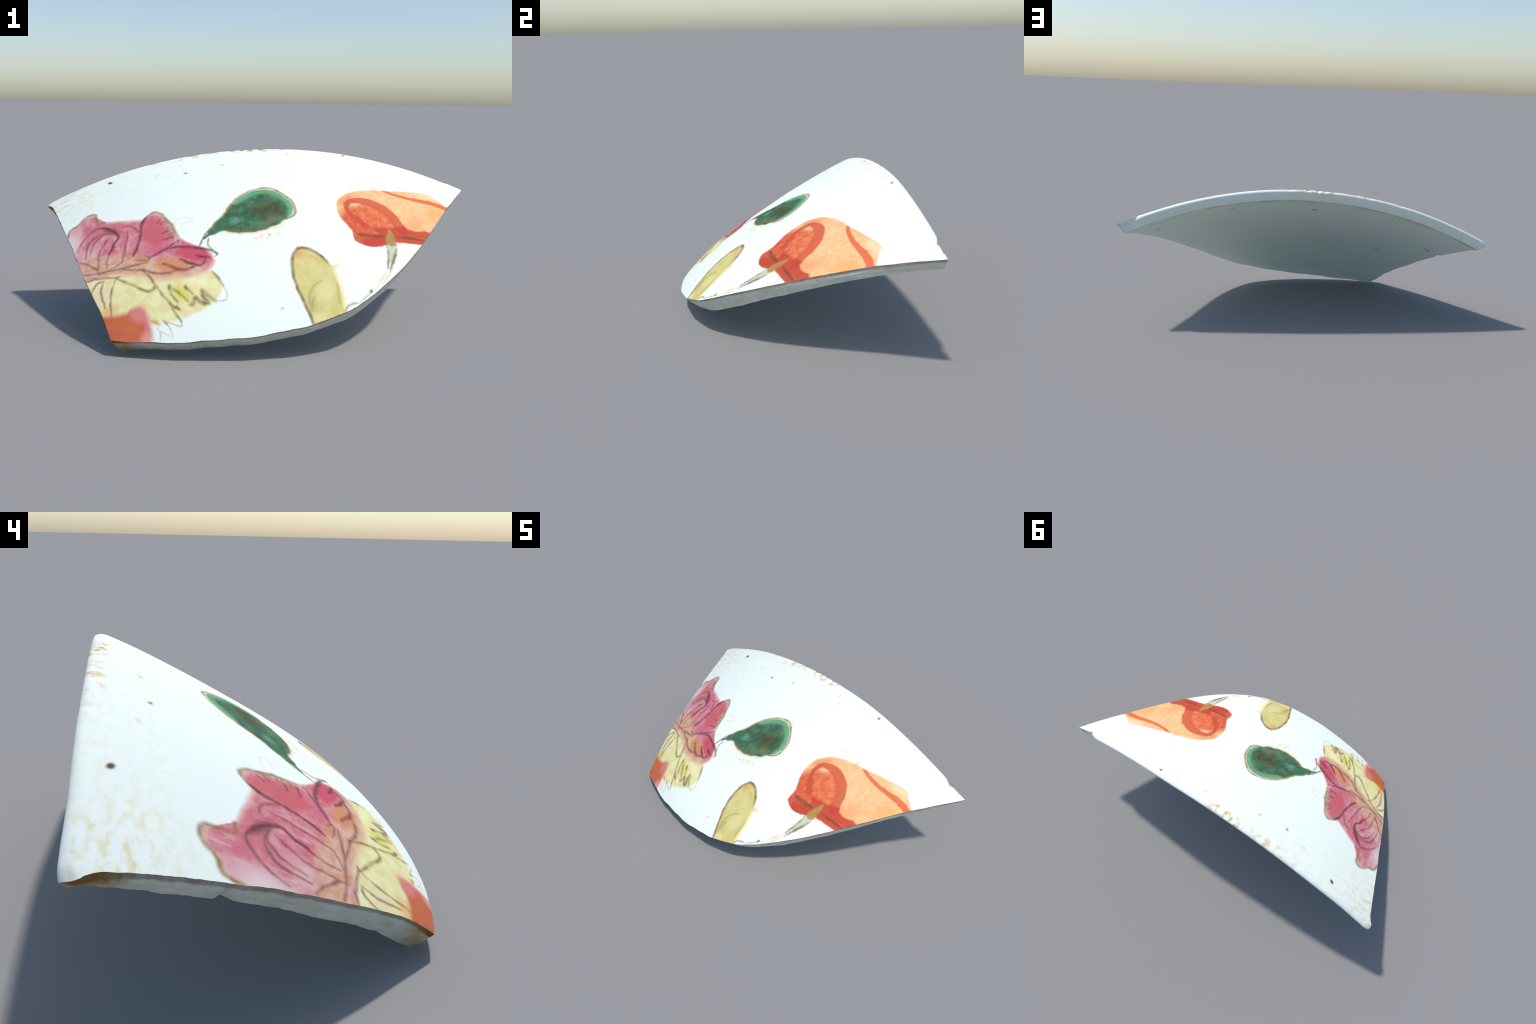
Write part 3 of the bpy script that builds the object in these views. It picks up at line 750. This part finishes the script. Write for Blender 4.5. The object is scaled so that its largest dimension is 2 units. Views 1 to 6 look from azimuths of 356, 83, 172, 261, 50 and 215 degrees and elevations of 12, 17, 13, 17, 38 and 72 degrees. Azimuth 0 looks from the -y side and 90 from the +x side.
def yellow_leaf_material():
    N = Nodes('yellow enamel leaf on glaze')
    col = glaze(N)
    v = N.shake(30.0, 0.008)
    w = N.shake(12.0, 0.030)
    grain = N.noise(N.flat, 30.0, 4.0, 0.65).outputs[0]
    y = N.mix(N.ramp(grain, 0.35, 0.65), paint(207, 202, 128), paint(212, 200, 140))
    y = N.mix(N.ramp(N.noise(N.flat, 45.0, 3.0).outputs[0], 0.58, 0.70, 0.0, 0.7), y, paint(206, 168, 108))
    y = N.mix(N.math('MULTIPLY', N.blob(w, (0.045, 0.145), (0.04, 0.045), 0, 0.1), 0.8), y, paint(206, 156, 98))
    y = N.mix(N.ramp(N.noise(N.flat, 14.0, 3.0).outputs[0], 0.45, 0.60, 0.0, 0.7), y, paint(196, 190, 110))
    y = N.mix(N.math('MULTIPLY', N.blob(w, (0.10, 0.125), (0.05, 0.02), -20, 0.1), 0.6), y, paint(206, 168, 110))
    y = N.mix(N.math('MULTIPLY', N.blob(w, (0.145, -0.02), (0.06, 0.06), 0, 0.2), 0.6), y, paint(216, 216, 160))
    y = N.mix(N.math('MULTIPLY', N.blob(w, (0.085, -0.07), (0.03, 0.045), 0, 0.1), 0.6), y, paint(176, 166, 116))
    y = N.mix(N.math('MULTIPLY', N.blob(w, (0.12, -0.115), (0.05, 0.03), 0, 0.1), 0.7), y, paint(230, 214, 158))
    y = N.mix(N.ramp(N.line(v, [brush([(0.196, 0.080), (0.216, 0.030), (0.228, -0.020), (0.236, -0.070)])]), 0.008, 0.022, 0.9, 0.0), y, paint(238, 232, 172))
    col = N.mix(N.math('MULTIPLY', N.shape(v, YLEAF, 0.007), 0.97), col, y)
    col = N.mix(N.math('MULTIPLY', N.blob(v, (0.198, 0.090), (0.025, 0.020), 0, 0.1), 0.7), col, paint(232, 196, 120))
    col = N.stroke(col, v, YLEAF_LINES, 0.0036, 0.0060, paint(158, 144, 96), 0.75)
    col = N.stroke(col, v, YLEAF_EDGE_FADE, 0.003, 0.005, paint(190, 160, 100), 0.7)
    col = N.stroke(col, v, YLEAF_EDGE, 0.0070, 0.0055, paint(126, 102, 70), 0.94, 0.2)
    col = N.stroke(col, v, LOOPS, 0.0040, 0.0045, paint(150, 130, 92), 0.8)
    return N.finish(col, GLAZE_ROUGH, GLAZE_SPEC)


def fruit_material():
    N = Nodes('red fruit painted on glaze')
    col = glaze(N)
    v = N.shake(26.0, 0.010)
    w = N.shake(16.0, 0.035)
    grain = N.noise(N.flat, 45.0, 5.0, 0.7, (1.0, 0.6, 1.0)).outputs[0]
    f = N.mix(N.ramp(grain, 0.32, 0.68), paint(246, 186, 128, BRIGHT), paint(252, 212, 160, BRIGHT))
    f = N.mix(N.math('MULTIPLY', N.blob(w, (0.68, 0.655), (0.10, 0.035), 15, 0.2), 0.7), f, paint(255, 230, 184, BRIGHT))
    f = N.mix(N.math('MULTIPLY', N.blob(w, (0.70, 0.53), (0.10, 0.07), 55, 0.1), 0.7), f, paint(246, 176, 102, BRIGHT))
    f = N.mix(N.math('MULTIPLY', N.blob(w, (0.58, 0.40), (0.12, 0.06), 45, 0.1), 0.6), f, paint(244, 158, 100, BRIGHT))
    red = N.mix(N.ramp(grain, 0.30, 0.70), paint(212, 80, 48, BRIGHT), paint(232, 118, 78, BRIGHT))
    f = N.mix(N.blob(w, (0.335, 0.345), (0.135, 0.125), 30, 0.55), f, red)
    f = N.mix(N.math('MULTIPLY', N.blob(w, (0.285, 0.48), (0.09, 0.05), 50, 0.1), 0.7), f, paint(236, 142, 98, BRIGHT))
    f = N.mix(N.math('MULTIPLY', N.blob(w, (0.400, 0.395), (0.110, 0.090), -20, 0.70), 0.95), f,
              N.mix(N.ramp(grain, 0.36, 0.66), paint(222, 96, 58, BRIGHT), paint(238, 140, 94, BRIGHT)))
    f = N.mix(N.math('MULTIPLY', N.blob(w, (0.36, 0.245), (0.12, 0.05), 10, 0.5), 0.9), f, paint(208, 84, 62, BRIGHT))
    f = N.stroke(f, w, RING, 0.0125, 0.007, paint(204, 74, 52, BRIGHT), 0.85, 0.6)
    f = N.stroke(f, v, RING_BROAD, 0.0130, 0.004, paint(216, 98, 64, BRIGHT), 0.95, 0.0)
    f = N.stroke(f, w, RED_FOOT, 0.026, 0.009, paint(200, 66, 44, BRIGHT), 0.95, 0.2)
    f = N.stroke(f, v, STRIPE, 0.0095, 0.003, paint(230, 112, 70, BRIGHT), 0.95, 0.0)
    col = N.mix(N.math('MULTIPLY', N.shape(v, FRUIT, 0.005), 0.98), col, f)
    col = N.stroke(col, v, CREASE, 0.0075, 0.008, paint(112, 78, 56, BRIGHT), 0.85)
    col = N.stroke(col, v, CREASE_FINE, 0.004, 0.004, paint(138, 110, 76, BRIGHT), 0.7)
    col = N.stroke(col, v, STEM_FADE, 0.0050, 0.005, paint(224, 206, 158, BRIGHT), 0.75)
    pale = N.ramp(N.line(v, [brush([(0.457, 0.235), (0.450, 0.160)])]), 0.010, 0.018, 0.9, 0.0)
    col = N.mix(pale, col, paint(206, 210, 178, BRIGHT))
    col = N.stroke(col, v, STEM, 0.0066, 0.006, paint(122, 106, 76, BRIGHT), 0.88)
    col = N.stroke(col, v, STEM_KNOT, 0.0200, 0.005, N.mix(N.ramp(grain, 0.4, 0.6), paint(190, 150, 88, BRIGHT), paint(170, 140, 84, BRIGHT)), 0.95, 0.0)
    col = N.stroke(col, v, LOOPS, 0.0040, 0.0045, paint(150, 130, 92, BRIGHT), 0.8)
    col = N.stroke(col, v, KNOB, 0.0100, 0.005, paint(112, 98, 70, BRIGHT), 0.9)
    return N.finish(col, GLAZE_ROUGH, GLAZE_SPEC)


def white_material():
    N = Nodes('white glaze')
    return N.finish(glaze(N), GLAZE_ROUGH, GLAZE_SPEC)


def inside_material():
    N = Nodes('white glaze of the inside')
    N.frame()
    tint = N.noise(N.flat, 5.0, 3.0)
    col = N.mix(N.ramp(tint.outputs[0], 0.35, 0.65), (0.780, 0.885, 0.780, 1), (0.765, 0.865, 0.800, 1))
    n1 = N.noise(N.flat, 11.0, 4.0, 0.6, (1.0, 3.0, 1.0)).outputs[0]
    n2 = N.noise(N.flat, 7.0, 2.0, 0.5, (1.0, 5.0, 1.0)).outputs[0]
    line = N.math('MULTIPLY', N.ramp(N.lip, 0.838, 0.862), N.ramp(n1, 0.40, 0.60, 0.25, 1.0))
    col = N.mix(N.math('MULTIPLY', line, 0.70), col, paint(172, 148, 102))
    near = N.math('MULTIPLY', N.ramp(N.lip, 0.77, 0.86), N.ramp(n2, 0.55, 0.70))
    col = N.mix(N.math('MULTIPLY', near, 0.55), col, paint(186, 168, 122))
    for at, size, turn, ink, k in [((-0.12, 0.72), (0.020, 0.012), 0, SPECK, 0.9), ((0.32, 0.77), (0.020, 0.010), 0, paint(150, 138, 100), 0.7),
                                   ((-0.62, 0.33), (0.03, 0.015), 10, paint(190, 176, 134), 0.7), ((0.72, 0.70), (0.02, 0.015), 0, paint(184, 168, 126), 0.7),
                                   ((-0.86, 0.54), (0.03, 0.02), 30, paint(176, 160, 120), 0.6)]:
        col = N.mix(N.math('MULTIPLY', N.blob(N.flat, at, size, turn, 0.2), k), col, ink)
    return N.finish(col, GLAZE_ROUGH, GLAZE_SPEC)


def break_material():
    """Bare, slightly rough body of the ware; the cut glaze shows as a darker line along the outer edge."""
    N = Nodes('broken porcelain body')
    N.frame()
    r = N.math('SQRT', N.math('ADD', N.math('MULTIPLY', N.x, N.x), N.math('MULTIPLY', N.z, N.z)))
    R = WALL[4]
    for c in reversed(WALL[:4]):
        R = N.math('MULTIPLY_ADD', R, N.h, c)
    depth = N.math('SUBTRACT', R, r)
    n1 = N.noise(N.co, 22.0, 4.0, 0.6).outputs[0]
    n2 = N.noise(N.co, 60.0, 4.0, 0.65).outputs[0]
    col = N.mix(N.ramp(n1, 0.35, 0.70), (0.670, 0.690, 0.625, 1), (0.590, 0.590, 0.500, 1))
    col = N.mix(N.ramp(n2, 0.60, 0.78, 0.0, 0.4), col, paint(190, 176, 140))
    foot = N.math('MAXIMUM', N.blob(N.flat, (-0.77, -0.08), (0.16, 0.13), 0, 0.2), N.blob(N.flat, (-1.03, 0.82), (0.12, 0.13), 0, 0.3))
    col = N.mix(N.math('MULTIPLY', foot, N.ramp(n1, 0.30, 0.60, 0.45, 0.9)), col, paint(176, 152, 96))
    edge = N.math('SUBTRACT', depth, N.math('MULTIPLY', n2, 0.006))
    band = N.ramp(edge, 0.004, 0.014, 0.8, 0.0)
    col = N.mix(band, col, N.mix(N.ramp(n1, 0.42, 0.62), paint(146, 142, 128), paint(134, 112, 82)))
    corner = N.blob(N.flat, (-0.775, -0.085), (0.12, 0.08), 0, 0.2)
    col = N.mix(N.math('MULTIPLY', N.ramp(edge, 0.008, 0.022, 1.0, 0.0), corner), col, paint(132, 80, 48))
    lip_end = N.math('MULTIPLY', N.blob(N.flat, (-1.02, 0.80), (0.09, 0.09), 0, 0.4), N.ramp(n1, 0.35, 0.60, 0.3, 0.9))
    col = N.mix(N.math('MULTIPLY', lip_end, N.ramp(depth, 0.016, 0.034, 1.0, 0.0)), col, paint(132, 98, 56))
    return N.finish(col, 0.8, 0.08, bump=n2)


# ================================================================== objects
root = bpy.data.objects.new('porcelain_sherd', None)
bpy.context.scene.collection.objects.link(root)
root['label'] = 'curved white porcelain bowl sherd painted with flowers, leaf and fruit'
root['category'] = 'pottery sherd'


def make(name, G, Nrm, mask, mat, flip=False):
    """Mesh from the quads of grid G where mask is true, with the grid's own normals."""
    J, I = np.nonzero(mask)
    w = G.shape[1]
    a = J * w + I
    quads = np.stack([a, a + 1, a + w + 1, a + w], 1)
    if flip:
        quads = quads[:, ::-1]
    used, inv = np.unique(quads, return_inverse=True)
    inv = inv.reshape(quads.shape)
    me = bpy.data.meshes.new(name)
    me.from_pydata(G.reshape(-1, 3)[used].tolist(), [], inv.tolist())
    me.update()
    me.polygons.foreach_set('use_smooth', [True] * len(me.polygons))
    me.normals_split_custom_set_from_vertices(Nrm.reshape(-1, 3)[used].tolist())
    me.materials.append(mat)
    ob = bpy.data.objects.new(name, me)
    bpy.context.scene.collection.objects.link(ob)
    ob.parent = root
    ob.matrix_local = M
    return ob


rows, cols = sheet.shape[0] - 1, sheet.shape[1] - 1
jj = np.arange(rows)[:, None] * np.ones((1, cols), int)
mid = 0.25 * (outer[:-1, :-1] + outer[1:, :-1] + outer[:-1, 1:] + outer[1:, 1:])
p, h = mid[..., 0] * ARC, mid[..., 1]
flower = ((p < -0.30) & (h < 0.61)) | ((p < -0.245) & (h < 0.20))
gleaf = ~flower & (p < 0.085) & (h > 0.20) & (h < 0.57)
yleaf = ~flower & ~gleaf & (p > -0.02) & (p < 0.25) & (h < 0.20)
fruit = ~flower & ~gleaf & ~yleaf & (p > 0.20) & (h < 0.70) & ((p > 0.25) | (h > 0.20))
plain = ~(flower | gleaf | yleaf | fruit)


def on_sheet(m):
    f = np.zeros((rows, cols), bool)
    f[:NV] = m
    return f


d = np.cross(sheet[NV // 2, NU // 2 + 1] - sheet[NV // 2, NU // 2], sheet[NV // 2 + 1, NU // 2] - sheet[NV // 2, NU // 2])
FLIP = bool(np.dot(d, N_sheet[NV // 2, NU // 2]) < 0)
white = white_material()
make('outer_wall', sheet, N_sheet, on_sheet(plain), white, FLIP)
SPLIT = 0.19
make('painted_pink_flower', sheet, N_sheet, on_sheet(flower & (h >= SPLIT)), flower_material('pink petals on glaze', (-9, 9, SPLIT - 0.01, 9)), FLIP)
make('painted_yellow_flower', sheet, N_sheet, on_sheet(flower & (h < SPLIT)), flower_material('yellow petals on glaze', (-9, 9, -9, SPLIT + 0.01)), FLIP)
make('painted_green_leaf', sheet, N_sheet, on_sheet(gleaf), green_leaf_material(), FLIP)
make('painted_yellow_leaf', sheet, N_sheet, on_sheet(yleaf), yellow_leaf_material(), FLIP)
make('painted_fruit', sheet, N_sheet, on_sheet(fruit), fruit_material(), FLIP)
make('lip', sheet, N_sheet, (jj >= ROW_LIP) & (jj < ROW_IN), white, FLIP)
make('inner_wall', sheet, N_sheet, jj >= ROW_IN, inside_material(), FLIP)
body = break_material()
for G, away_from in ((G_left, P_out[NV // 2, NU // 2]), (G_right, P_out[NV // 2, NU // 2])):
    n = grid_normals(G)
    k = G.shape[0] // 2
    if np.dot(n[k, NB // 2], G[k, NB // 2] - away_from) < 0:
        n = -n
    d = np.cross(G[k, 1] - G[k, 0], G[k + 1, 0] - G[k, 0])
    make('broken_edge', G, n, np.ones((G.shape[0] - 1, G.shape[1] - 1), bool), body, bool(np.dot(d, n[k, 0]) < 0))
